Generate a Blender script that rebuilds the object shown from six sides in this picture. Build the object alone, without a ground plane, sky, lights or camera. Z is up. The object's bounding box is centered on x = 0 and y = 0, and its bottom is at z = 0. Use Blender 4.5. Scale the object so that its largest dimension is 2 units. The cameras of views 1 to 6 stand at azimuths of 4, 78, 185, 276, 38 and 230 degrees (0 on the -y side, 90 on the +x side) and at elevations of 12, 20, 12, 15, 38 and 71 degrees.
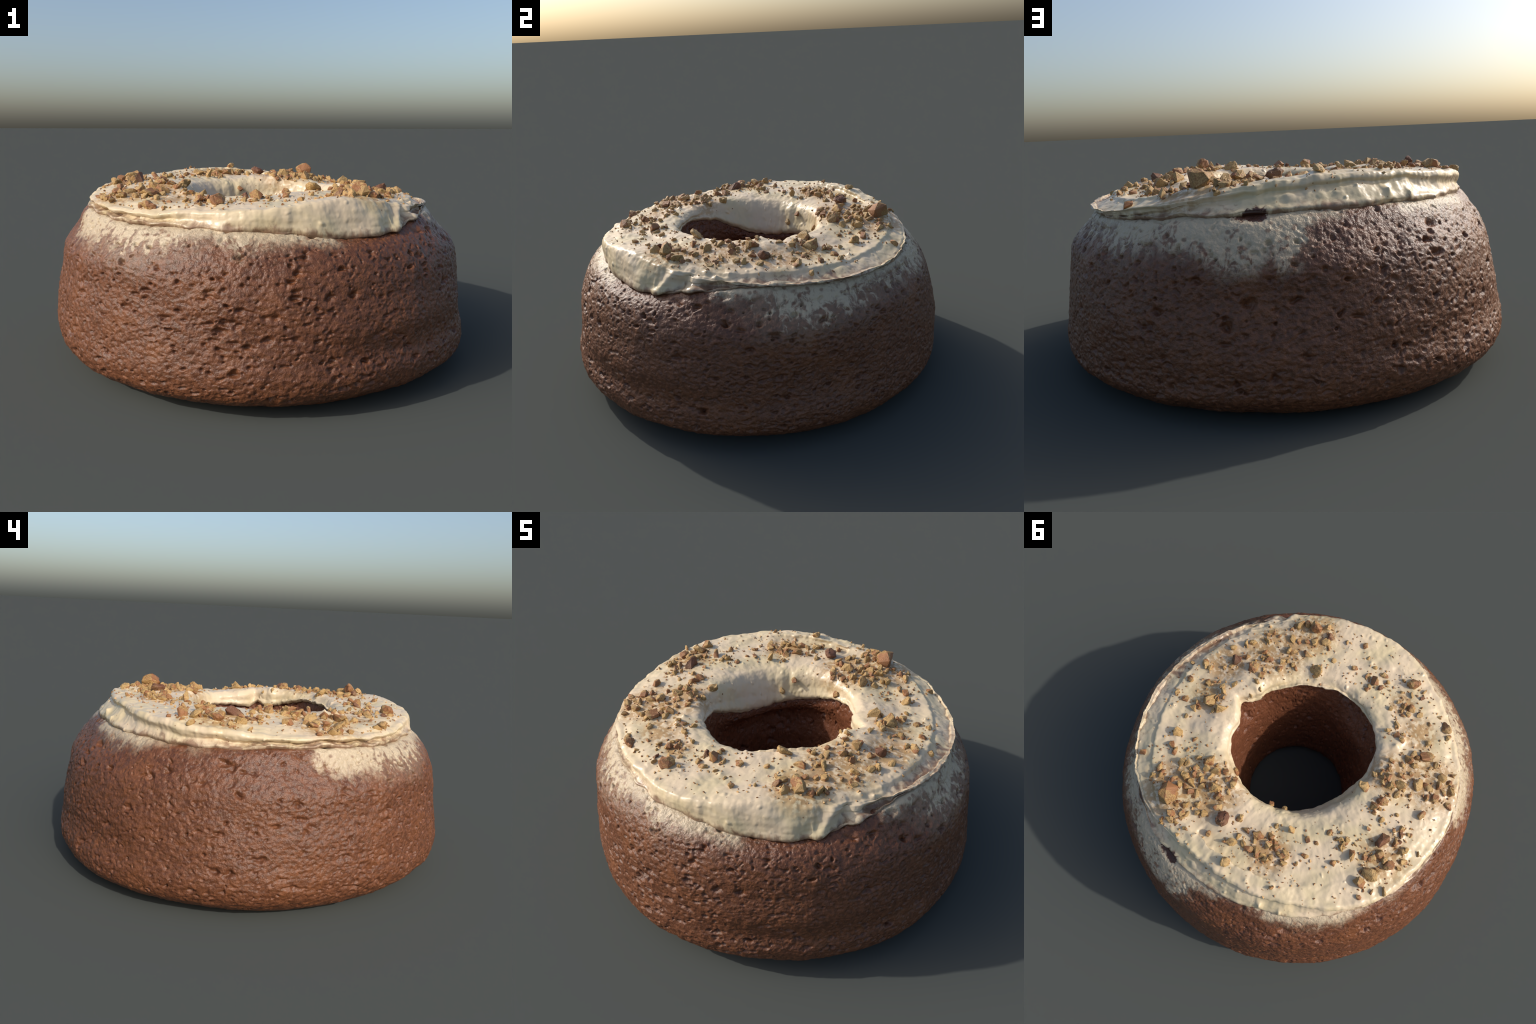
"""A round bundt-style spice cake with a central hole, cream frosting on top
and a scatter of chopped nuts.  Everything is lofted from radial profiles given
at a few azimuths (0 deg = -y side, 90 deg = +x side), then displaced."""
import bpy, math
import numpy as np
from mathutils import Vector, Matrix, noise as mnoise
from mathutils.bvhtree import BVHTree

rng = np.random.default_rng(7)
TAU = 2 * math.pi

# ------------------------------------------------------------------ noise
_perm = np.random.default_rng(11).permutation(4096)
_grad = np.random.default_rng(12).normal(size=(4096, 3))
_grad /= np.linalg.norm(_grad, axis=1, keepdims=True)
_rnd = np.random.default_rng(13).random((4096, 4))


def _hash(i, j, k):
    return _perm[(_perm[(_perm[i & 4095] + j) & 4095] + k) & 4095]


def perlin(P):
    P = np.asarray(P, float)
    i = np.floor(P).astype(np.int64)
    f = P - i
    u = f * f * f * (f * (f * 6 - 15) + 10)
    out = 0
    for dx in (0, 1):
        for dy in (0, 1):
            for dz in (0, 1):
                g = _grad[_hash(i[:, 0] + dx, i[:, 1] + dy, i[:, 2] + dz)]
                d = f - np.array([dx, dy, dz])
                w = (u[:, 0] if dx else 1 - u[:, 0]) * (u[:, 1] if dy else 1 - u[:, 1]) * (u[:, 2] if dz else 1 - u[:, 2])
                out = out + w * (g * d).sum(1)
    return out * 1.6


def fbm(P, octaves=3):
    out, a, s = 0, 1.0, 0.0
    for _ in range(octaves):
        out = out + a * perlin(P)
        s += a
        a *= 0.5
        P = P * 2.03 + 17.1
    return out / s


def pits(P, chance, rmin, rmax, edge=0.45):
    """0..1 mask of scattered round holes, one possible hole per unit cell."""
    i = np.floor(P).astype(np.int64)
    best = np.zeros(len(P))
    for dx in (-1, 0, 1):
        for dy in (-1, 0, 1):
            for dz in (-1, 0, 1):
                c = i + np.array([dx, dy, dz])
                h = _hash(c[:, 0], c[:, 1], c[:, 2])
                r = _rnd[h]
                d = np.linalg.norm(P - c - r[:, :3], axis=1)
                k = (r[:, 3] * 7919) % 1.0
                rad = rmin + (rmax - rmin) * k * k
                m = np.clip((1 - d / rad) / edge, 0, 1) * (r[:, 3] < chance)
                best = np.maximum(best, m * m * (3 - 2 * m))
    return best


def around(values, az):
    """Smooth periodic (Catmull-Rom) interpolation of a list of equally spaced azimuth values."""
    v = np.asarray(values, float)
    n = len(v)
    t = (np.asarray(az) % TAU) / TAU * n
    i = np.floor(t).astype(int)
    f = (t - i)
    f = f.reshape(f.shape + (1,) * (v.ndim - 1))
    a, b, c, d = v[(i - 1) % n], v[i % n], v[(i + 1) % n], v[(i + 2) % n]
    return b + 0.5 * f * (c - a + f * (2 * a - 5 * b + 4 * c - d + f * (3 * (b - c) + d - a)))


def bump_at(az, centre, width):
    d = (np.degrees(az) - centre + 180) % 360 - 180
    return np.exp(-(d / width) ** 2)


def step(a, b, x):
    t = np.clip((x - a) / (b - a), 0, 1)
    return t * t * (3 - 2 * t)


# ------------------------------------------------------------------ profiles (every 15 deg)
CREST_R = [.788, .774, .750, .760, .770, .790, .808, .826, .835, .833, .814, .776,
           .736, .726, .738, .750, .786, .804, .790, .788, .792, .788, .780, .775]
CREST_Z = [.760, .775, .792, .772, .746, .725, .711, .705, .703, .711, .742, .772,
           .796, .814, .819, .810, .795, .780, .766, .750, .746, .738, .735, .750]
SHELF_Z = [.768, .778, .790, .776, .762, .750, .738, .730, .727, .735, .760, .784,
           .801, .817, .821, .815, .800, .788, .778, .767, .761, .755, .755, .762]
MID_Z = [.768, .771, .775, .775, .773, .770, .759, .747, .739, .745, .766, .778,
           .788, .796, .801, .800, .797, .794, .792, .785, .776, .769, .765, .765]
INNER_Z = [.775, .780, .786, .786, .785, .788, .788, .777, .766, .764, .779, .788,
           .793, .791, .788, .788, .790, .792, .794, .795, .790, .782, .774, .772]
RIM_R = [.416, .412, .404, .400, .395, .393, .398, .394, .388, .382, .368, .354,
           .342, .334, .326, .322, .322, .326, .340, .356, .376, .384, .392, .404]
RIM_Z = [.768, .770, .775, .775, .772, .775, .783, .772, .755, .755, .770, .774,
           .772, .766, .763, .760, .758, .759, .763, .770, .776, .772, .768, .766]
WALL_R = [.400, .388, .370, .360, .362, .375, .382, .382, .372, .352, .335, .325,
          .315, .302, .286, .273, .264, .264, .275, .300, .335, .365, .388, .398]
WALL_Z = [.720, .738, .750, .752, .735, .710, .690, .690, .698, .705, .698, .672,
          .645, .628, .615, .603, .594, .600, .622, .660, .700, .720, .725, .720]
BAND_R = [.806, .812, .816, .818, .808, .795, .795, .805, .818, .828, .828, .820,
           .804, .795, .796, .800, .806, .810, .812, .810, .808, .803, .798, .800]
BAND_Z = [.690, .672, .652, .657, .690, .708, .704, .692, .682, .680, .690, .700,
          .708, .713, .712, .708, .702, .697, .700, .708, .708, .698, .690, .694]
LIP_H = [.045, .050, .050, .050, .048, .044, .036, .032, .030, .034, .040, .045,
         .050, .050, .046, .046, .050, .052, .046, .038, .034, .034, .034, .040]
GROOVE = [.000, -.004, -.006, -.004, .002, .006, .008, .008, .006, .002, -.006, -.018,
           -.024, -.024, -.016, -.008, .000, .006, .012, .018, .020, .020, .014, .006]
HOLE_MID = [.330, .345, .355, .356, .354, .354, .354, .358, .362, .364, .364, .362,
           .360, .352, .345, .335, .325, .322, .325, .332, .342, .350, .345, .332]

# outer wall of the sponge: radius at these heights, every 30 deg
WALL_LEVELS = [.010, .05, .10, .16, .24, .34, .44, .54, .62]
WALL_RADII = [
    [.790, .930, .986, .998, .984, .966, .954, .926, .884],
    [.850, .932, .988, 1.003, .982, .980, .954, .925, .876],
    [.880, .938, 1.000, 1.003, .986, .985, .964, .936, .880],
    [.885, .952, .990, .997, .976, .962, .958, .936, .866],
    [.830, .950, .986, .988, .978, .966, .952, .930, .864],
    [.800, .950, .992, .992, .990, .986, .965, .934, .884],
    [.790, .950, .992, .995, .994, .972, .948, .936, .888],
    [.800, .952, .986, 1.001, .986, .976, .956, .928, .870],
    [.785, .945, .994, 1.000, .978, .968, .952, .924, .874],
    [.855, .930, .980, .997, .988, .969, .945, .920, .872],
    [.850, .915, .955, .974, .970, .960, .938, .920, .862],
    [.800, .912, .965, .980, .970, .958, .940, .926, .872],
]
TORN = (.026, .802, .700)          # centre of the bald patch at the back
HOLE_FOOT = .284
HOLE_SHIFT = .012          # the hole's foot is off centre toward +x


# ------------------------------------------------------------------ lofted closed rings
def resample(ctrl, counts):
    """ctrl (A, K, 2) control points per azimuth -> (A, sum(counts), 2) points on a Catmull-Rom loop."""
    K = ctrl.shape[1]
    out = []
    for k in range(K):
        p0, p1, p2, p3 = (ctrl[:, (k + d) % K] for d in (-1, 0, 1, 2))
        # chord-length limited tangents keep sharp folds from overshooting
        l1 = np.linalg.norm(p2 - p1, axis=1, keepdims=True) + 1e-9
        l0 = np.linalg.norm(p1 - p0, axis=1, keepdims=True) + 1e-9
        l2 = np.linalg.norm(p3 - p2, axis=1, keepdims=True) + 1e-9
        m1 = ((p1 - p0) / l0 * l1 + (p2 - p1) / l1 * l0) / (l0 + l1) * l1
        m2 = ((p2 - p1) / l1 * l2 + (p3 - p2) / l2 * l1) / (l1 + l2) * l1
        for t in np.arange(counts[k]) / counts[k]:
            h = t * t * (3 - 2 * t)
            out.append(p1 * (1 - h) + p2 * h + m1 * (t * (1 - t) ** 2) - m2 * (t * t * (1 - t)))
    return np.stack(out, 1)


def to_xyz(rz, az):
    r, z = rz[..., 0], rz[..., 1]
    return np.stack([r * np.sin(az)[:, None], -r * np.cos(az)[:, None], z], -1)


def grid_normals(V):
    da = np.roll(V, -1, 0) - np.roll(V, 1, 0)
    ds = np.roll(V, -1, 1) - np.roll(V, 1, 1)
    n = np.cross(da, ds)
    return n / (np.linalg.norm(n, axis=-1, keepdims=True) + 1e-12)


def ring_mesh(name, V):
    A, S, _ = V.shape
    idx = np.arange(A * S).reshape(A, S)
    a, b = idx, np.roll(idx, -1, 0)
    quads = np.stack([a, b, np.roll(b, -1, 1), np.roll(a, -1, 1)], -1).reshape(-1, 4)
    me = bpy.data.meshes.new(name)
    me.vertices.add(A * S)
    me.vertices.foreach_set("co", V.reshape(-1).astype(np.float32))
    me.loops.add(quads.size)
    me.loops.foreach_set("vertex_index", quads.reshape(-1).astype(np.int32))
    me.polygons.add(len(quads))
    me.polygons.foreach_set("loop_start", np.arange(0, quads.size, 4, dtype=np.int32))
    me.polygons.foreach_set("use_smooth", np.ones(len(quads), bool))
    me.update()
    me.validate()
    return me, quads


# ------------------------------------------------------------------ materials
class Tree:
    def __init__(self, name):
        self.mat = bpy.data.materials.new(name)
        self.mat.use_nodes = True
        self.t = self.mat.node_tree
        self.bsdf = self.t.nodes["Principled BSDF"]
        self.pos = self.node("ShaderNodeTexCoord").outputs["Object"]

    def node(self, kind, **props):
        n = self.t.nodes.new(kind)
        for k, v in props.items():
            setattr(n, k, v)
        return n

    def put(self, sock, v):
        if isinstance(v, bpy.types.NodeSocket):
            self.t.links.new(v, sock)
        elif isinstance(v, tuple) and len(v) == 3 and sock.type == "RGBA":
            sock.default_value = (*v, 1)
        else:
            sock.default_value = v

    def math(self, op, a, b=0.0, c=0.0, clamp=False):
        n = self.node("ShaderNodeMath", operation=op, use_clamp=clamp)
        for s, v in zip(n.inputs, (a, b, c)):
            self.put(s, v)
        return n.outputs[0]

    def ramp(self, x, lo, hi, to_lo=0.0, to_hi=1.0):
        n = self.node("ShaderNodeMapRange", interpolation_type="SMOOTHSTEP")
        for s, v in zip(n.inputs, (x, lo, hi, to_lo, to_hi)):
            self.put(s, v)
        return n.outputs[0]

    def mix(self, f, a, b, blend="MIX"):
        n = self.node("ShaderNodeMix", data_type="RGBA", blend_type=blend)
        self.put(n.inputs["Factor"], f)
        self.put(n.inputs["A"], a)
        self.put(n.inputs["B"], b)
        return n.outputs["Result"]

    def noise(self, scale, detail=3.0, rough=0.55, vec=None, distort=0.0):
        n = self.node("ShaderNodeTexNoise")
        self.put(n.inputs["Vector"], vec or self.pos)
        for k, v in (("Scale", scale), ("Detail", detail), ("Roughness", rough), ("Distortion", distort)):
            self.put(n.inputs[k], v)
        return n.outputs["Fac"]

    def voronoi(self, scale, vec=None, feature="F1"):
        n = self.node("ShaderNodeTexVoronoi", feature=feature)
        self.put(n.inputs["Vector"], vec or self.pos)
        self.put(n.inputs["Scale"], scale)
        return n.outputs["Distance"]

    def stretch(self, x, y, z):
        n = self.node("ShaderNodeMapping")
        self.put(n.inputs["Vector"], self.pos)
        n.inputs["Scale"].default_value = (x, y, z)
        return n.outputs[0]

    def bump(self, height, strength, distance):
        n = self.node("ShaderNodeBump")
        self.put(n.inputs["Height"], height)
        self.put(n.inputs["Strength"], strength)
        self.put(n.inputs["Distance"], distance)
        return n.outputs[0]

    def sep(self):
        n = self.node("ShaderNodeSeparateXYZ")
        self.put(n.inputs[0], self.pos)
        return n.outputs

    def curve(self, x, values):
        """x in 0..1 -> periodic list of values (all within 0..1)"""
        n = self.node("ShaderNodeFloatCurve")
        self.put(n.inputs["Value"], x)
        c = n.mapping.curves[0]
        vals = list(values) + [values[0]]
        m = len(vals) - 1
        c.points[0].location = (0, vals[0])
        c.points[1].location = (1, vals[-1])
        for i in range(1, m):
            c.points.new(i / m, vals[i])
        n.mapping.update()
        return n.outputs[0]

    def azimuth(self):
        x, y, z = self.sep()
        a = self.math("ARCTAN2", x, self.math("MULTIPLY", y, -1.0))
        return self.math("FRACT", self.math("ADD", self.math("DIVIDE", a, TAU), 1.0))

    def bald_spot(self, ragged):
        """1 inside the torn patch at the back where cream and crust have come off"""
        d = self.node("ShaderNodeVectorMath", operation="DISTANCE")
        self.put(d.inputs[0], self.stretch(.8, 1, 1.9))
        d.inputs[1].default_value = (TORN[0] * .8, TORN[1], TORN[2] * 1.9)
        return self.ramp(self.math("MULTIPLY_ADD", self.math("SUBTRACT", ragged, .5), .16, d.outputs["Value"]), .052, .036)

    def set(self, **kw):
        for k, v in kw.items():
            self.put(self.bsdf.inputs[k.replace("_", " ")], v)

CREAM = (.640, .510, .350)
CREAM_EDGE = (.605, .495, .300)
SPONGE = (.168, .062, .0262)
SPONGE_DARK = (.092, .032, .0135)
SPONGE_WARM = (.205, .073, .024)


# height at which the thin smear of cream on the sponge ends, every 10 deg
FILM_END = [.60, .60, .62, .65, .67, .69, .695, .635, .535, .495, .51, .525,
            .55, .56, .545, .540, .560, .545, .525, .575, .69, .705, .645, .635,
            .660, .675, .680, .695, .705, .70, .60, .575, .56, .53, .555, .60]
# how solid the smear is there
FILM_BODY = [.66, .60, .58, .60, .55, .40, .30, .36, .48, .54, .56, .54,
             .54, .58, .60, .62, .62, .68, .72, .66, .30, .20, .48, .64,
             .70, .72, .72, .50, .15, .45, .74, .70, .58, .54, .54, .60]


def sponge_material():
    m = Tree("sponge_crumb")
    x, y, z = m.sep()
    az = m.azimuth()
    grain = m.noise(55, 4, .65)
    blot = m.noise(7, 3, .5)
    fine = m.noise(160, 2, .6)
    base = m.mix(m.ramp(grain, .36, .66), SPONGE_DARK, SPONGE)
    base = m.mix(m.ramp(blot, .48, .78, 0, .5), base, SPONGE_WARM)
    holes = m.voronoi(26, m.stretch(1, 1, 1.7))
    base = m.mix(m.math("MULTIPLY", m.ramp(holes, .34, .14), .55), base, (.082, .031, .008))
    # crumb looks redder on the wall of the hole
    rad = m.math("SQRT", m.math("ADD", m.math("MULTIPLY", x, x), m.math("MULTIPLY", y, y)))
    inside = m.ramp(rad, .50, .44)
    base = m.mix(m.math("MULTIPLY", inside, .6), base, (.155, .055, .027))
    # thin smear of cream dragged down the shoulder
    n1 = m.noise(8, 4, .6, m.stretch(1, 1, .5), .5)
    waver = m.math("ADD", az, m.math("MULTIPLY", m.math("SUBTRACT", m.noise(12, 4, .65), .5), .075), clamp=True)
    end, body = m.curve(waver, FILM_END), m.curve(waver, FILM_BODY)
    n2 = m.noise(24, 5, .66, m.stretch(1, 1, .6), .8)
    edge = m.math("ADD", end, m.math("MULTIPLY_ADD", m.math("SUBTRACT", n1, .5), .24, m.math("MULTIPLY", m.math("SUBTRACT", n2, .5), .16)))
    cover = m.ramp(m.math("SUBTRACT", z, edge), -.03, .05)
    up = m.ramp(z, end, m.math("ADD", end, .15))
    thresh = m.math("SUBTRACT", .97, m.math("MULTIPLY_ADD", up, .12, m.math("MULTIPLY", body, .72)))
    patch = m.ramp(m.math("SUBTRACT", m.math("MULTIPLY_ADD", n2, .72, m.math("MULTIPLY", n1, .28)), thresh), -.04, .07)
    veil = m.math("MULTIPLY_ADD", patch, .68, m.math("MULTIPLY_ADD", up, .16, .08))
    # close under the lip the smear is thick
    band = m.curve(az, BAND_Z)
    under = m.ramp(m.math("MULTIPLY_ADD", m.math("SUBTRACT", n2, .5), .10, m.math("SUBTRACT", z, band)), -.062, -.008)
    under = m.math("MULTIPLY", under, m.ramp(m.math("SUBTRACT", band, end), .0, .04))
    veil = m.math("MAXIMUM", veil, m.math("MULTIPLY", under, .92))
    pores = m.ramp(m.voronoi(22, m.stretch(1, 1, 1.3)), .12, .30)
    film = m.math("MULTIPLY", m.math("MULTIPLY", cover, veil), m.math("MULTIPLY_ADD", pores, .62, .38))
    film = m.math("MULTIPLY", film, m.ramp(rad, .55, .62))
    # a bald spot where the cream has been torn off
    bare = m.bald_spot(n2)
    film = m.math("MULTIPLY", film, m.math("SUBTRACT", 1.0, bare))
    base = m.mix(m.math("MULTIPLY", bare, .7), base, (.055, .018, .010))
    colour = m.mix(film, base, (.54, .44, .30))
    m.set(Base_Color=colour, Roughness=m.math("SUBTRACT", m.math("MULTIPLY_ADD", grain, .28, .31), m.ramp(z, .45, .66, 0, .07)), Specular_IOR_Level=.5)
    h = m.math("ADD", m.math("MULTIPLY", grain, .7), m.math("MULTIPLY", fine, .3))
    m.set(Normal=m.bump(h, .55, .013))
    return m.mat


def cream_material(stains):
    m = Tree("cream_frosting")
    x, y, z = m.sep()
    n1 = m.noise(6, 3, .5)
    n2 = m.noise(38, 4, .6)
    base = m.mix(m.ramp(n1, .35, .7), CREAM, CREAM_EDGE)
    # nut dust rubbed into the cream around the heaps of nuts
    total = 0.0
    for sx, sy, sr in stains:
        d = m.math("SQRT", m.math("ADD", m.math("POWER", m.math("ABSOLUTE", m.math("SUBTRACT", x, sx)), 2.0), m.math("POWER", m.math("ABSOLUTE", m.math("SUBTRACT", y, sy)), 2.0)))
        total = m.math("MAXIMUM", total, m.ramp(d, sr * 1.25, sr * .5))
    dust = m.math("MULTIPLY", total, m.ramp(n2, .39, .54))
    top = m.ramp(z, .69, .715)
    base = m.mix(m.math("MULTIPLY", m.math("MULTIPLY", dust, top), .85), base, (.37, .215, .080))
    specks = m.math("MULTIPLY", m.ramp(m.voronoi(38), .15, .08), m.ramp(m.noise(11, 2), .50, .58))
    base = m.mix(m.math("MULTIPLY", m.math("MULTIPLY", specks, top), .8), base, (.24, .100, .035))
    # toward its lower rim the cream is scraped thin and the crumb shows through
    rad = m.math("SQRT", m.math("ADD", m.math("MULTIPLY", x, x), m.math("MULTIPLY", y, y)))
    low = m.math("SUBTRACT", z, m.curve(m.azimuth(), BAND_Z))
    n3 = m.noise(22, 4, .62, m.stretch(1, 1, .5), .6)
    thin = m.ramp(m.math("MULTIPLY_ADD", m.math("SUBTRACT", n3, .5), .11, low), .026, -.010)
    thin = m.math("MULTIPLY", thin, m.ramp(rad, .70, .74))
    base = m.mix(m.math("MULTIPLY", thin, .85), base, (.185, .090, .052))
    base = m.mix(m.bald_spot(n3), base, (.060, .021, .011))
    m.set(Base_Color=base, Roughness=m.math("MULTIPLY_ADD", n2, .2, .25), Specular_IOR_Level=.5)
    m.set(Subsurface_Weight=.0)
    m.set(Normal=m.bump(m.noise(60, 3, .5), .14, .008))
    return m.mat


def nut_material(name, flesh, dark, skin, skin_share):
    m = Tree(name)
    rnd = m.node("ShaderNodeObjectInfo").outputs["Random"]
    n = m.noise(2.2, 3, .55, None, .3)
    g = m.noise(9, 4, .6)
    base = m.mix(m.ramp(g, .35, .68), dark, flesh)
    base = m.mix(m.math("MULTIPLY", rnd, .45), base, m.mix(.5, flesh, (.62, .42, .20)))
    x, y, z = m.sep()
    side = m.math("ADD", m.math("MULTIPLY", x, .22), n)
    base = m.mix(m.ramp(side, 1.0 - skin_share - .06, 1.0 - skin_share + .03), base, skin)
    m.set(Base_Color=base, Roughness=.5, Specular_IOR_Level=.4)
    m.set(Normal=m.bump(g, .3, .05))
    return m.mat

# chopped nuts: (azimuth deg, radius mm, size mm, tone) -- tone 0 flesh, 1 part skin, 2 skin, 3 big skinned, 4 big half, 5 upright sliver
NUTS = {}
NUTS["front"] = [
    (3, 537, 49, 1), (3, 595, 38, 0), (4, 492, 28, 0), (9, 538, 32, 0), (9, 601, 21, 0), (17, 524, 30, 1), (19, 673, 28, 2), (27, 650, 24, 0), 
    (30, 521, 28, 0), (35, 581, 28, 1), (35, 642, 46, 2), (37, 611, 46, 0), (37, 691, 46, 0), (38, 406, 28, 0), (38, 436, 60, 0), (42, 607, 46, 0), 
    (42, 682, 77, 3),
]
NUTS["front_right"] = [
    (45, 533, 42, 1), (46, 601, 28, 1), (46, 705, 38, 2), (49, 697, 49, 0), (52, 543, 24, 0), (53, 438, 21, 1), (53, 624, 42, 0), (53, 685, 21, 1), 
    (54, 458, 24, 0), (55, 553, 49, 0), (57, 486, 24, 0), (59, 650, 19, 1), (60, 495, 42, 0), (62, 688, 32, 0), (63, 448, 28, 1), (64, 669, 24, 1), 
    (65, 634, 38, 0), (67, 520, 35, 2), (69, 570, 35, 1), (71, 547, 21, 0), (72, 652, 35, 0), (73, 473, 21, 0), (75, 656, 38, 0), (77, 444, 38, 0), 
    (78, 512, 52, 1), (78, 584, 38, 1), (81, 421, 32, 0), (81, 676, 35, 0), (82, 384, 24, 0), (83, 599, 42, 2), (87, 593, 24, 0),
]
NUTS["right"] = [
    (90, 391, 24, 0), (90, 607, 21, 0), (93, 488, 38, 0), (95, 657, 32, 0), (95, 688, 52, 0), (98, 761, 28, 0), (99, 524, 32, 0), (99, 584, 21, 1), 
    (101, 504, 32, 0), (101, 604, 38, 0), (104, 481, 24, 1), (104, 695, 32, 1), (106, 514, 28, 1), (109, 543, 60, 0), (111, 462, 56, 0), (112, 719, 32, 0), 
    (113, 586, 35, 1), (113, 659, 35, 1), (116, 592, 38, 0), (121, 611, 24, 0), (130, 634, 52, 0), (133, 533, 28, 1),
]
NUTS["back_right"] = [
    (137, 646, 38, 1), (139, 563, 21, 1), (139, 790, 35, 1), (140, 626, 38, 1), (145, 506, 32, 0), (147, 559, 32, 0), (147, 589, 49, 0), (147, 703, 38, 0), 
    (148, 454, 56, 1), (150, 520, 35, 0), (150, 692, 42, 1), (150, 741, 35, 0), (152, 466, 38, 0), (154, 540, 32, 1), (154, 583, 56, 0), (154, 639, 38, 1), 
    (155, 513, 35, 0), (156, 430, 46, 0), (157, 340, 35, 2), (157, 619, 35, 0), (158, 460, 35, 0), (158, 510, 32, 0), (158, 562, 42, 0), (159, 384, 32, 1), 
    (159, 594, 35, 1), (160, 681, 105, 4), (162, 516, 38, 0), (162, 579, 35, 1), (164, 392, 32, 1), (164, 558, 38, 0), (165, 660, 32, 1), (166, 458, 66, 0), 
    (167, 625, 38, 0), (168, 704, 38, 1), (168, 750, 24, 1), (170, 377, 42, 0), (170, 568, 32, 0), (170, 663, 35, 0), (170, 723, 38, 0), (171, 640, 32, 0), 
    (172, 472, 38, 1), (172, 701, 21, 0), (173, 415, 28, 0), (173, 587, 35, 0), (174, 459, 28, 1), (175, 571, 32, 0), (176, 683, 21, 0), (177, 494, 42, 0),
]
NUTS["back"] = [
    (184, 519, 80, 2), (190, 457, 38, 0), (195, 569, 52, 0), (196, 532, 32, 0), (198, 495, 32, 1), (198, 665, 46, 0), (200, 549, 35, 0), (202, 310, 28, 1), 
    (204, 557, 42, 1), (205, 487, 46, 1), (207, 568, 46, 1), (208, 644, 21, 1), (211, 564, 35, 0), (212, 467, 32, 1), (212, 511, 42, 0), (213, 408, 28, 0), 
    (213, 581, 28, 0), (214, 292, 32, 0), (215, 488, 28, 1), (215, 562, 32, 0), (216, 506, 32, 1), (218, 536, 28, 0), (218, 696, 28, 1), (220, 546, 32, 1), 
    (221, 537, 35, 0), (221, 576, 32, 0), (222, 555, 28, 0), (223, 416, 52, 5),
]
NUTS["back_left"] = [
    (227, 571, 21, 0), (231, 538, 35, 1), (233, 459, 28, 1), (238, 478, 21, 1), (244, 586, 28, 1), (247, 447, 28, 2), (249, 765, 24, 1), (250, 529, 32, 0), 
    (251, 492, 32, 0), (251, 712, 49, 1), (253, 580, 56, 1), (254, 509, 35, 0), (254, 766, 24, 1), (256, 688, 70, 0), (257, 542, 21, 0), (258, 611, 28, 1), 
    (258, 792, 38, 0), (260, 689, 28, 1), (261, 632, 42, 0), (264, 634, 38, 1), (264, 673, 38, 0), (264, 703, 46, 1), (267, 512, 21, 1), (267, 739, 21, 0), 
    (269, 597, 60, 2),
]
NUTS["left"] = [
    (270, 731, 35, 0), (271, 691, 49, 0), (272, 639, 38, 1), (273, 700, 38, 0), (274, 653, 21, 2), (276, 474, 28, 1), (276, 522, 32, 0), (276, 603, 24, 0), 
    (276, 755, 24, 0), (277, 638, 32, 2), (279, 456, 35, 1), (279, 619, 32, 0), (279, 661, 21, 0), (283, 566, 21, 0), (285, 472, 49, 1), (286, 363, 63, 0), 
    (289, 665, 42, 1), (290, 484, 21, 1), (292, 517, 42, 0), (295, 430, 32, 0), (295, 475, 42, 0), (295, 575, 21, 1), (297, 654, 32, 1), (298, 517, 60, 0), 
    (298, 693, 38, 2), (298, 767, 42, 2), (299, 382, 28, 0), (299, 427, 24, 1), (300, 446, 32, 1), (302, 597, 56, 0), (302, 650, 52, 0), (302, 724, 28, 0), 
    (303, 413, 21, 1), (303, 507, 35, 1), (303, 756, 42, 0), (304, 687, 38, 1), (305, 763, 28, 0), (306, 444, 21, 1), (306, 555, 32, 1), (307, 620, 21, 1), 
    (308, 702, 46, 0), (310, 508, 28, 0), (310, 758, 28, 1), (311, 448, 38, 1), (311, 569, 42, 0), (311, 643, 21, 0), (313, 672, 32, 0), (314, 537, 38, 1),
]
NUTS["front_left"] = [
    (315, 579, 32, 1), (316, 621, 52, 2), (317, 557, 46, 0), (317, 651, 35, 0), (323, 640, 38, 0), (325, 501, 32, 0), (325, 746, 38, 0), (328, 515, 24, 0), 
    (329, 484, 32, 1), (329, 742, 63, 1), (332, 665, 21, 1), (333, 454, 35, 0), (334, 732, 21, 0), (335, 500, 35, 0), (337, 634, 28, 0), (339, 576, 32, 0), 
    (341, 604, 38, 1), (342, 557, 24, 0), (344, 579, 28, 1), (344, 686, 28, 2), (345, 510, 32, 0), (346, 712, 28, 0), (347, 564, 24, 0), (347, 646, 28, 0), 
    (351, 611, 21, 0), (351, 680, 63, 1), (355, 656, 21, 0), (359, 533, 32, 2), (359, 586, 24, 0),
]


# ------------------------------------------------------------------ build
def clear():
    for o in list(bpy.data.objects):
        bpy.data.objects.remove(o)


clear()
root = bpy.data.objects.new("ring_cake", None)
bpy.context.scene.collection.objects.link(root)
root["label"] = "brown ring cake with white cream frosting and chopped nuts"
root["category"] = "cake"


def add(name, me, mat, parent=root):
    o = bpy.data.objects.new(name, me)
    bpy.context.scene.collection.objects.link(o)
    o.parent = parent
    if mat and not me.materials:
        me.materials.append(mat)
    return o


def prof(name, az, jitter=0.0, freq=5.0, seed=0.0, octaves=3):
    v = around(name, az)
    if jitter:
        v = v + jitter * fbm(np.stack([np.sin(az) * freq, np.cos(az) * freq, np.full_like(az, seed)], 1), octaves)
    return v


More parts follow.
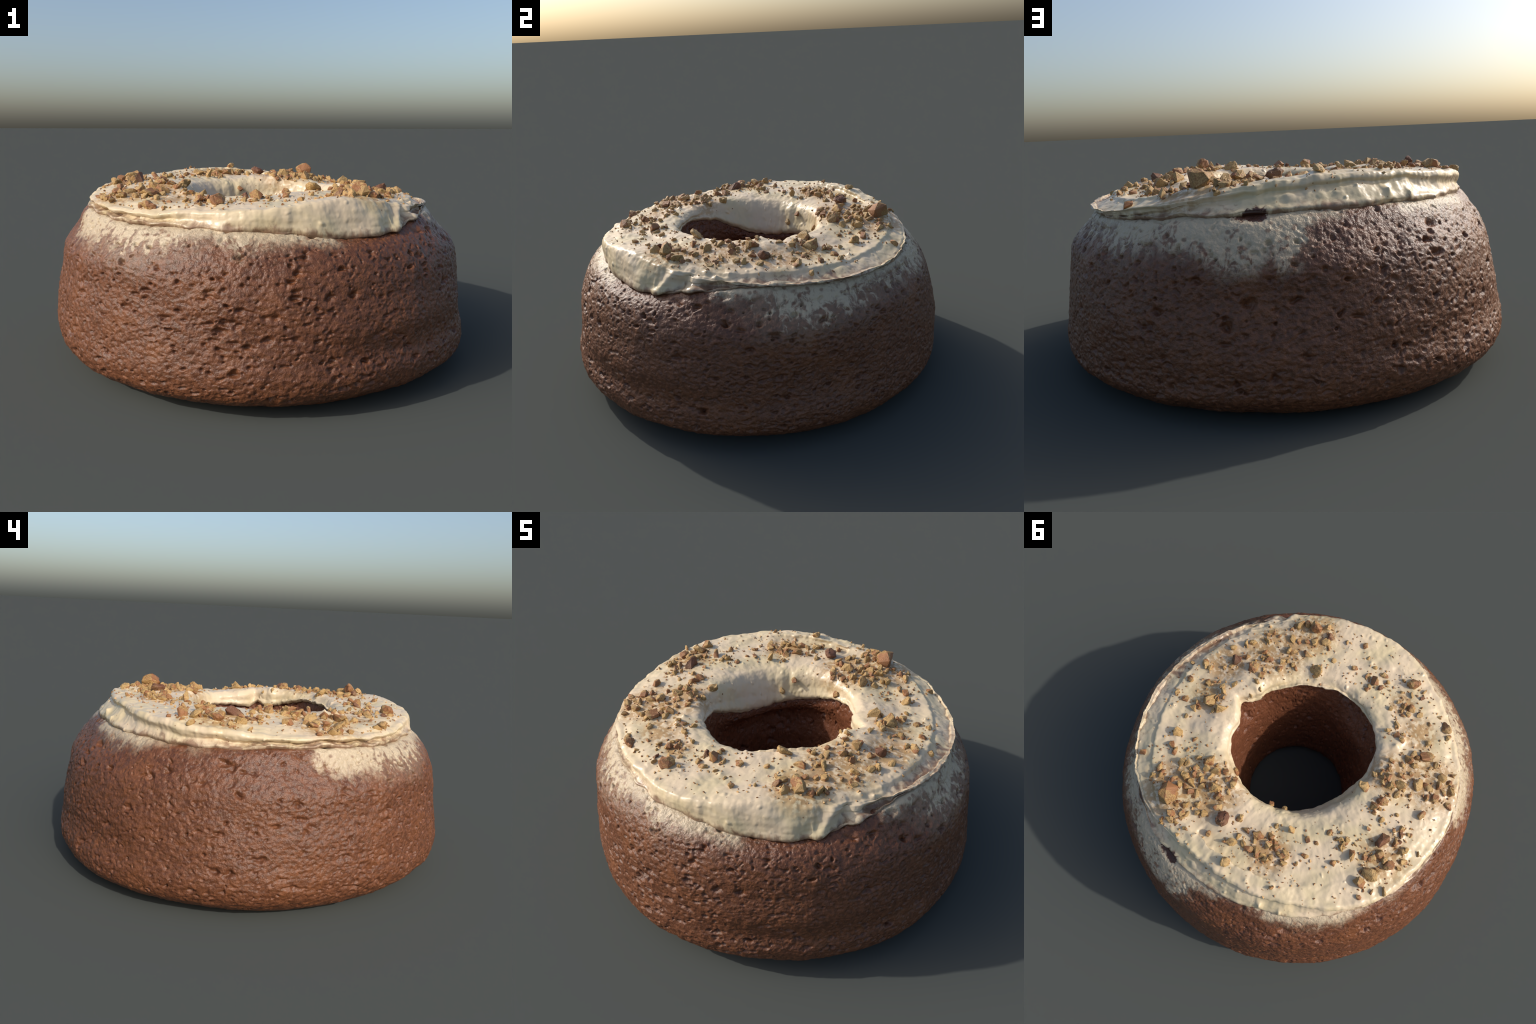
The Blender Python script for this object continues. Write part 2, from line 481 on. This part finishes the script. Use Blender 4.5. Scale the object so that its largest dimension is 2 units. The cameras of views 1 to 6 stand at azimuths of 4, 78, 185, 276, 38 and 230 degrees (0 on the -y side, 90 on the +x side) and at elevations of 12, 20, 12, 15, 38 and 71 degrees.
# --- sponge
A = 1700
az = np.arange(A) / A * TAU
walls = around(WALL_RADII, az)
bR, bZ = prof(BAND_R, az), prof(BAND_Z, az)
cR, cZ = prof(CREST_R, az), prof(CREST_Z, az)
dR, dZ = prof(WALL_R, az) + .024 * bump_at(az, 97, 4.5), prof(WALL_Z, az) + .02 * bump_at(az, 94, 4)
mZ = prof(MID_Z, az)
hM = prof(HOLE_MID, az)
foot = HOLE_FOOT + HOLE_SHIFT * np.sin(az)
walls[:, 0] += .012 * fbm(np.stack([np.sin(az) * 4, np.cos(az) * 4, az * 0], 1), 2)
one = np.ones(A)
pts = [(walls[:, i], z * one) for i, z in enumerate(WALL_LEVELS)]
pts += [(bR - .002, bZ - .006), (np.minimum(bR - .05, cR - .04), np.minimum(bZ, cZ - .06)), (.60 * one, np.minimum(mZ, bZ + .04) - .05),
        (dR + .09, dZ + .0), (dR + .030, dZ - .004), (dR + .016, dZ - .045), (hM, .52 * one), (.75 * hM + .25 * foot, .38 * one), (.25 * hM + .75 * foot, .18 * one),
        (foot, .05 * one), (foot + .03, .010 * one), (.50 * one, .006 * one)]
ctrl = np.stack([np.stack(p, 1) for p in pts], 1)
counts = [16, 16, 20, 24, 28, 28, 28, 26, 26, 14, 8, 8, 6, 10, 18, 18, 24, 18, 8, 8, 8]
V = to_xyz(resample(ctrl, counts), az)
shape = V.shape
P = V.reshape(-1, 3)
N = grid_normals(V).reshape(-1, 3)
if (N[:, :2] * P[:, :2]).sum(1)[np.hypot(P[:, 0], P[:, 1]) > .9].mean() < 0:
    N = -N
r = np.hypot(P[:, 0], P[:, 1])
outer = step(.55, .70, r)
warp = np.stack([fbm(P * 22 + s, 2) for s in (0, 31, 67)], 1)
Q = P * np.array([1, 1, 1.3]) + warp * .024
T = P * np.array([1, 1, 2.0]) + warp * .020
azp = np.arctan2(P[:, 0], -P[:, 1]) % TAU
torn = np.clip(.5 + 1.1 * np.cos(azp - math.radians(40)), 0, 1)     # front right: sideways tears; back left: round pits
h = .006 * fbm(P * 5, 2) + .0040 * fbm(P * 17 + 3, 3)
W = P * np.array([1, 1, 1.6]) + warp * .02
wrinkle = 1 - np.abs(fbm(W * 24 + 5, 3)) * 2.4                       # creased crust: ridges between shallow dents
h += .0022 * wrinkle * np.clip(.75 + .6 * fbm(P * 6 + 40, 2), .3, 1.3) + .0040 * fbm(W * 44 + 9, 3)
rounds = .0195 * pits(Q * np.array([1, 1, 1.25]) / .068, .50, .22, .56, .95) + .0095 * pits(Q * np.array([1, 1, 1.25]) / .040 + 5.3, .60, .26, .58, .95)
tears = .0200 * pits(T / .076 + 8.1, .60, .20, .54, .85) + .0120 * pits(T / .045 + 3.3, .62, .24, .56, .85)
h -= .003 * outer + rounds * (1 - torn) + tears * torn + .0055 * pits(Q / .024 + 1.7, .55, .28, .54, .9)
h -= .022 * pits(T / .20 + 2.2, .20, .10, .26, .7) * step(.55, .35, P[:, 2])
h -= .014 * np.exp(-(((P - np.array(TORN)) * np.array([.8, 1, 1.9])) ** 2).sum(1) / .042 ** 2)
film_soft = step(.60, .70, P[:, 2]) * outer
h *= 1 - .35 * film_soft
flat = step(.0, .06, P[:, 2])
h *= .25 + .75 * flat
P2 = P + N * h[:, None]
P2[:, 2] = np.maximum(P2[:, 2], 0.004)
me, _ = ring_mesh("sponge", P2.reshape(shape))
sponge = add("sponge", me, sponge_material())

# --- frosting
A = 1300
az = np.arange(A) / A * TAU
deg = np.degrees(az)
cR = prof(CREST_R, az, .011, 12, 1) - .010 * bump_at(az, 62, 4)
cZ = prof(CREST_Z, az, .010, 8, 2)
sZ = prof(SHELF_Z, az, .005, 8, 3)
mZ = prof(MID_Z, az)
iZ = prof(INNER_Z, az, .005, 6, 4)
fold = .034 * bump_at(az, 97, 4.5) - .022 * bump_at(az, 113, 9)       # the rim is nicked and folded over on the right
rR = prof(RIM_R, az, .014, 4, 5, 2) + fold
rZ = prof(RIM_Z, az, .008, 4, 6, 1)
wR = prof(WALL_R, az, .008, 4, 7, 2) + fold
wZ = prof(WALL_Z, az, .014, 7, 8) + .022 * bump_at(az, 94, 4)
bR = prof(BAND_R, az)
bZ = prof(BAND_Z, az, .018, 7, 9, 2)
bR = bR - (bZ - prof(BAND_Z, az)) * .9
lip = prof(LIP_H, az, .014, 6, 10, 2)
gr = prof(GROOVE, az, .010, 5, 11, 2)
ledge = bump_at(az, 212, 16) * .008                      # second fold low on the back
shelf_w = .075 + .02 * prof([0, 0, 0, 0, 0, 0, 0, 0], az, 1, 7, 12)
gR = cR - gr
gZ = np.maximum(cZ - lip, bZ + .014)
lowR, lowZ = .5 * (gR + bR) + ledge, .5 * (gZ + bZ)
one = np.ones(A)
skirt_az = np.clip(1.25 * bump_at(az, 20, 34), 0, 1)           # here the cream simply slopes down, no lip
funnel = np.clip(1.2 * bump_at(az, 225, 42), 0, 1)             # here it slumps into the hole


def blend(a, b, w):
    return a * (1 - w) + b * w


dropR, dropZ = bR - cR, cZ - bZ
p_low = (blend(lowR, cR + .84 * dropR + .004, skirt_az), blend(lowZ, cZ - .74 * dropZ, skirt_az))
p_gro = (blend(gR, cR + .62 * dropR + .007, skirt_az), blend(gZ, cZ - .42 * dropZ, skirt_az))
p_lip = (blend(cR + .001, cR + .36 * dropR + .007, skirt_az), blend(gZ + .3 * (cZ - gZ), cZ - .18 * dropZ, skirt_az))
p_top = (blend(cR + .007, cR + .12 * dropR + .004, skirt_az), blend(cZ - .4 * np.minimum(lip, cZ - gZ), cZ - .045 * dropZ, skirt_az))
pts = [(bR - .03, bZ - .022), (bR - .003, bZ - .007), (bR + .001, bZ + .005), p_low, p_gro, p_lip, p_top, (cR - .004, cZ - .001),
       (cR - .028, .7 * cZ + .3 * sZ - .001), (cR - shelf_w, sZ), (.655 * one, .5 * (sZ + mZ)), (.57 * one, mZ),
       (rR + blend(.055, .075, funnel), iZ), (rR + blend(.014, .026, funnel), blend(iZ - .006, .6 * iZ + .4 * rZ, funnel)),
       (rR + blend(-.008, 0, funnel), blend(iZ - .026, rZ - .006, funnel)),
       (.45 * rR + .55 * wR, .5 * np.minimum(rZ, iZ - .03) + .5 * wZ), (wR, wZ + .008), (wR + .012, wZ - .008), (wR + .06, wZ + .0), (.60 * one, np.minimum(mZ, bZ + .04) - .055)]
ctrl = np.stack([np.stack(p, 1) for p in pts], 1)
counts = [4, 5, 10, 10, 8, 8, 10, 8, 10, 16, 16, 22, 14, 10, 14, 12, 4, 5, 5, 5]
V = to_xyz(resample(ctrl, counts), az)
shape = V.shape
P = V.reshape(-1, 3)
N = grid_normals(V).reshape(-1, 3)
top = P[:, 2].argmax()
if N[top, 2] < 0:
    N = -N
r = np.hypot(P[:, 0], P[:, 1])
azp = np.arctan2(P[:, 0], -P[:, 1]) % TAU
arc = np.cumsum(np.linalg.norm(V - np.roll(V, 1, 1), axis=-1), 1).reshape(-1)
sweep = np.stack([np.sin(azp) * 5, np.cos(azp) * 5, arc * 26], 1)   # spatula strokes run round the ring
h = .0065 * fbm(P * 9 + 4, 2) + .0034 * fbm(P * 22, 2) + .0014 * fbm(P * 48, 2) + .0022 * fbm(sweep, 2)
h += .0055 * pits(P / .045 + fbm(P * 20, 1)[:, None] * .3, .30, .15, .42, .9)
side = step(.30, .75, r) * step(.72, .76, r)
h += .0020 * fbm(np.stack([np.sin(azp) * 5, np.cos(azp) * 5, P[:, 2] * 34], 1), 2) * side
# outer shelf on the right-hand side: a lower ragged ledge round the rim
right = np.clip(np.cos(azp - math.radians(110)) * 1.6 - .35, 0, 1)
ragged = .742 + .012 * fbm(np.stack([np.sin(azp) * 16, np.cos(azp) * 16, r * 0], 1), 3)
on_top = step(.2, .5, N[:, 2])
h -= .011 * right * step(ragged - .008, ragged + .010, r) * on_top
# the slumped dollop: fold lines in the skirt near the front right
skirt = step(.755, .775, r) * step(.62, .66, P[:, 2])
for c, w, a in ((49, 2.2, .020), (54, 1.6, -.018), (59, 2.5, .014), (40, 5, .008), (66, 2, -.008)):
    h += a * bump_at(azp, c + (P[:, 2] - .70) * 60, w) * skirt
# little peaks pulled up by the knife
PEAKS = [(62, 735, 30, 16), (66, 760, 22, 18), (70, 742, 26, 14), (118, 700, 14, 22), (103, 745, 16, 16), (52, 815, 26, 14), (45, 808, 16, 10), (215, 775, 22, 22), (222, 790, 16, 12),
         (322, 470, 22, 20), (84, 400, 36, 20), (97, 372, 26, 14), (208, 700, 20, 10), (255, 640, 18, 10), (12, 610, 20, 12), (345, 735, 22, 8), (326, 512, 24, 16)]
X, Y = P[:, 0], P[:, 1]
for a_, r_, w_, h_ in PEAKS:
    t = math.radians(a_)
    d2 = (X - r_ * .001 * math.sin(t)) ** 2 + (Y + r_ * .001 * math.cos(t)) ** 2
    h += h_ * .001 * np.exp(-np.sqrt(d2) / (w_ * .00055)) * (P[:, 2] > .64)
nuts = [n for group in NUTS.values() for n in group]
for a_, r_, s_, tone in nuts:
    t = math.radians(a_)
    d2 = (X - r_ * .001 * math.sin(t)) ** 2 + (Y + r_ * .001 * math.cos(t)) ** 2
    h += .11 * s_ * .001 * np.exp(-d2 / (s_ * .00066) ** 2) * (P[:, 2] > .66)
buried = np.zeros(shape[:2], bool)
torn_d = ((P - np.array(TORN)) * np.array([.8, 1, 1.9])) ** 2
h -= .010 * np.exp(-torn_d.sum(1) / .036 ** 2)
buried[:, :7] = True
buried[:, -17:] = True
h = np.where(buried.reshape(-1), 0, h)
P2 = P + N * h[:, None]
me, quads = ring_mesh("frosting", P2.reshape(shape))
tree = BVHTree.FromPolygons([tuple(v) for v in P2], [tuple(q) for q in quads])
STAINS = []
for lo, hi, r0, rr in ((155, 175, .48, .17), (150, 165, .66, .17), (35, 50, .66, .14), (50, 75, .56, .18), (80, 95, .62, .12), (205, 222, .54, .11), (290, 315, .48, .14), (290, 318, .66, .16), (255, 275, .66, .13),
                       (320, 335, .60, .10), (100, 112, .56, .10), (340, 350, .58, .07)):
    t = math.radians((lo + hi) / 2)
    STAINS.append((r0 * math.sin(t), -r0 * math.cos(t), rr))
frosting = add("frosting", me, cream_material(STAINS))

# --- nuts: a few shared chunk shapes for each tone
FLESH, FLESH_DARK, SKIN = (.49, .320, .130), (.28, .160, .050), (.28, .125, .050)
TONES = [nut_material("nut_flesh", FLESH, FLESH_DARK, SKIN, .33),
         nut_material("nut_part_skin", (.43, .265, .100), (.25, .130, .042), SKIN, .50),
         nut_material("nut_skin", (.20, .098, .045), (.12, .052, .025), (.15, .062, .030), .55)]


def chunk(seed, tone, squash=(1, .8, .62), sharp=.42, corners=(12, 19)):
    import bmesh
    g = np.random.default_rng(seed)
    bm = bmesh.new()
    n = int(g.integers(*corners))
    pts = g.normal(size=(n, 3))
    pts /= np.linalg.norm(pts, axis=1, keepdims=True)
    pts *= g.uniform(1 - sharp, 1.0, (n, 1))
    pts *= np.array(squash)
    pts /= np.abs(pts).max()
    for p in pts:
        bm.verts.new(p)
    res = bmesh.ops.convex_hull(bm, input=bm.verts)
    bmesh.ops.delete(bm, geom=[e for e in res["geom_interior"] if isinstance(e, bmesh.types.BMVert)], context="VERTS")
    bmesh.ops.bevel(bm, geom=list(bm.edges), offset=.15, segments=3, profile=.55, affect="EDGES", clamp_overlap=True)
    bmesh.ops.triangulate(bm, faces=bm.faces)
    bmesh.ops.subdivide_edges(bm, edges=bm.edges, cuts=1, use_grid_fill=True)
    bm.normal_update()
    for v in bm.verts:
        q = v.co * 2.1 + Vector((seed, 0, 0))
        v.co += v.normal * (.13 * mnoise.noise(q) + .07 * mnoise.noise(q * 2.7))
    me = bpy.data.meshes.new("nut_chunk")
    bm.to_mesh(me)
    bm.free()
    me.polygons.foreach_set("use_smooth", np.ones(len(me.polygons), bool))
    try:
        me.set_sharp_from_angle(angle=math.radians(48))
    except AttributeError:
        pass
    me.materials.append(TONES[tone])
    return me


SHAPES = {t: [chunk(100 * t + k, t, (1, float(rng.uniform(.6, .95)), float(rng.uniform(.55, .85)))) for k in range(9)] for t in range(3)}
DARK = chunk(921, 2, (1, .78, .55), .12, (22, 30))
BIG = {3: chunk(901, 1, (1, .75, .75), .2, (18, 24)), 4: chunk(907, 1, (1, .8, .8), .22, (18, 26)), 5: chunk(913, 0, (.5, .42, .95), .35)}


def ground_on(x, y, start=1.2):
    hit = tree.ray_cast(Vector((x, y, start)), Vector((0, 0, -1)))
    return hit[0], hit[1]


def lay(name, me, x, y, size, sink=.25, tilt=.5, upright=False, squash=None):
    p, n = ground_on(x, y)
    if p is None or p.z < .5:
        return None
    o = bpy.data.objects.new(name, me)
    bpy.context.scene.collection.objects.link(o)
    o.parent = root
    up = Vector((0, 0, 1)).lerp(n, .6).normalized()
    q = Vector((0, 0, 1)).rotation_difference(up)
    spin = Matrix.Rotation(rng.uniform(0, TAU), 4, "Z") @ Matrix.Rotation(rng.normal() * tilt, 4, "X") @ Matrix.Rotation(rng.normal() * tilt, 4, "Y")
    if upright:
        spin = Matrix.Rotation(rng.uniform(0, TAU), 4, "Z") @ Matrix.Rotation(.15, 4, "X")
    s = size * .5
    zs = float(rng.uniform(.75, 1.15)) if squash is None else squash
    height = .62 * s * zs
    o.matrix_world = Matrix.Translation(p + up * (height - 2 * height * sink)) @ q.to_matrix().to_4x4() @ spin @ Matrix.Diagonal((s, s * float(rng.uniform(.85, 1.1)), s * zs, 1))
    return o


for a_, r_, s_, tone in nuts:
    t = math.radians(a_)
    x_, y_ = r_ * .001 * math.sin(t), -r_ * .001 * math.cos(t)
    if tone == 2 and s_ > 60:
        lay("nut_piece", DARK, x_, y_, s_ * .001, .22, .1, squash=1.0)
    elif tone in BIG:
        lay("nut_piece", BIG[tone], x_, y_, s_ * .001 * ((1.05, 1.12, 1.4)[tone - 3]), .12, .15, upright=tone == 5, squash=1.0)
    else:
        pool = SHAPES[1 if tone == 2 and rng.random() < .5 else tone]
        lay("nut_piece", pool[int(rng.integers(len(pool)))], x_, y_, s_ * .00138, .35, .35)

# smaller bits filling the heaps
heaps = [n for n in nuts if sum(1 for k in nuts if abs(k[0] - n[0]) < 9 and abs(k[1] - n[1]) < 80) >= 5]
for _ in range(44):
    a_, r_, s_, tone = heaps[int(rng.integers(len(heaps)))]
    t = math.radians(a_)
    pool = SHAPES[int(rng.integers(2))]
    lay("nut_piece", pool[int(rng.integers(len(pool)))], r_ * .001 * math.sin(t) + rng.normal() * .028, -r_ * .001 * math.cos(t) + rng.normal() * .028, float(rng.uniform(.024, .038)), .30, .4)

# slivers standing on end, and a few bits stuck low on the cream
for a_, r_, s_ in ((184, 612, 44), (192, 590, 30), (258, 700, 26), (70, 445, 30)):
    t = math.radians(a_)
    lay("nut_piece", chunk(950 + a_, 1, (.45, .38, .85), .4), r_ * .001 * math.sin(t), -r_ * .001 * math.cos(t), s_ * .001 * 1.25, .2, upright=True)

# --- crumbs: fine dust of nut, too small to pick apart
cv, cf, cm = [], [], []
base_shapes = []
for k in range(6):
    src = SHAPES[k % 2][k]
    import bmesh
    bm = bmesh.new()
    g = np.random.default_rng(60 + k)
    for p in g.normal(size=(8, 3)):
        p = p / np.linalg.norm(p)
        bm.verts.new(p * np.array([1, .8, .7]))
    bmesh.ops.convex_hull(bm, input=bm.verts)
    bm.verts.index_update()
    base_shapes.append((np.array([v.co[:] for v in bm.verts]), [[v.index for v in f.verts] for f in bm.faces]))
    bm.free()
total = 0
spots = np.array([[a, r_ * .001, s_ * .001] for a, r_, s_, _ in nuts])
for i in range(1500):
    if i % 4 == 0:
        a_, r_ = rng.uniform(0, 360), math.sqrt(rng.uniform(.42 ** 2, .76 ** 2))
        x_, y_ = r_ * math.sin(math.radians(a_)), -r_ * math.cos(math.radians(a_))
    else:
        a_, r_, s_ = spots[rng.integers(len(spots))]
        x_ = r_ * math.sin(math.radians(a_)) + rng.normal() * .030
        y_ = -r_ * math.cos(math.radians(a_)) + rng.normal() * .030
        if math.hypot(x_, y_) > .775:
            continue
    p, n = ground_on(x_, y_)
    if p is None or p.z < .66:
        continue
    s = float(rng.uniform(.0035, .0100))
    co, fs = base_shapes[int(rng.integers(6))]
    R = np.array(Matrix.Rotation(rng.uniform(0, TAU), 3, Vector(rng.normal(size=3)).normalized()))
    cv.append(co @ R.T * s + np.array(p) + np.array(n) * s * .15)
    cf += [[j + total for j in f] for f in fs]
    cm += [int(rng.random() < .45)] * len(fs)
    total += len(co)
me = bpy.data.meshes.new("nut_crumbs")
me.from_pydata(np.concatenate(cv).tolist(), [], cf)


def crumb_material(name, a, b):
    m = Tree(name)
    m.set(Base_Color=m.mix(m.ramp(m.noise(30, 2), .35, .65), a, b), Roughness=.55)
    return m.mat


me.materials.append(crumb_material("crumb_pale", (.50, .31, .13), (.36, .20, .07)))
me.materials.append(crumb_material("crumb_brown", (.32, .165, .062), (.22, .10, .038)))
me.polygons.foreach_set("material_index", np.array(cm, np.int32))
crumbs = add("nut_crumbs", me, None)
crumbs["kind"] = "stuff"
bpy.context.view_layer.update()
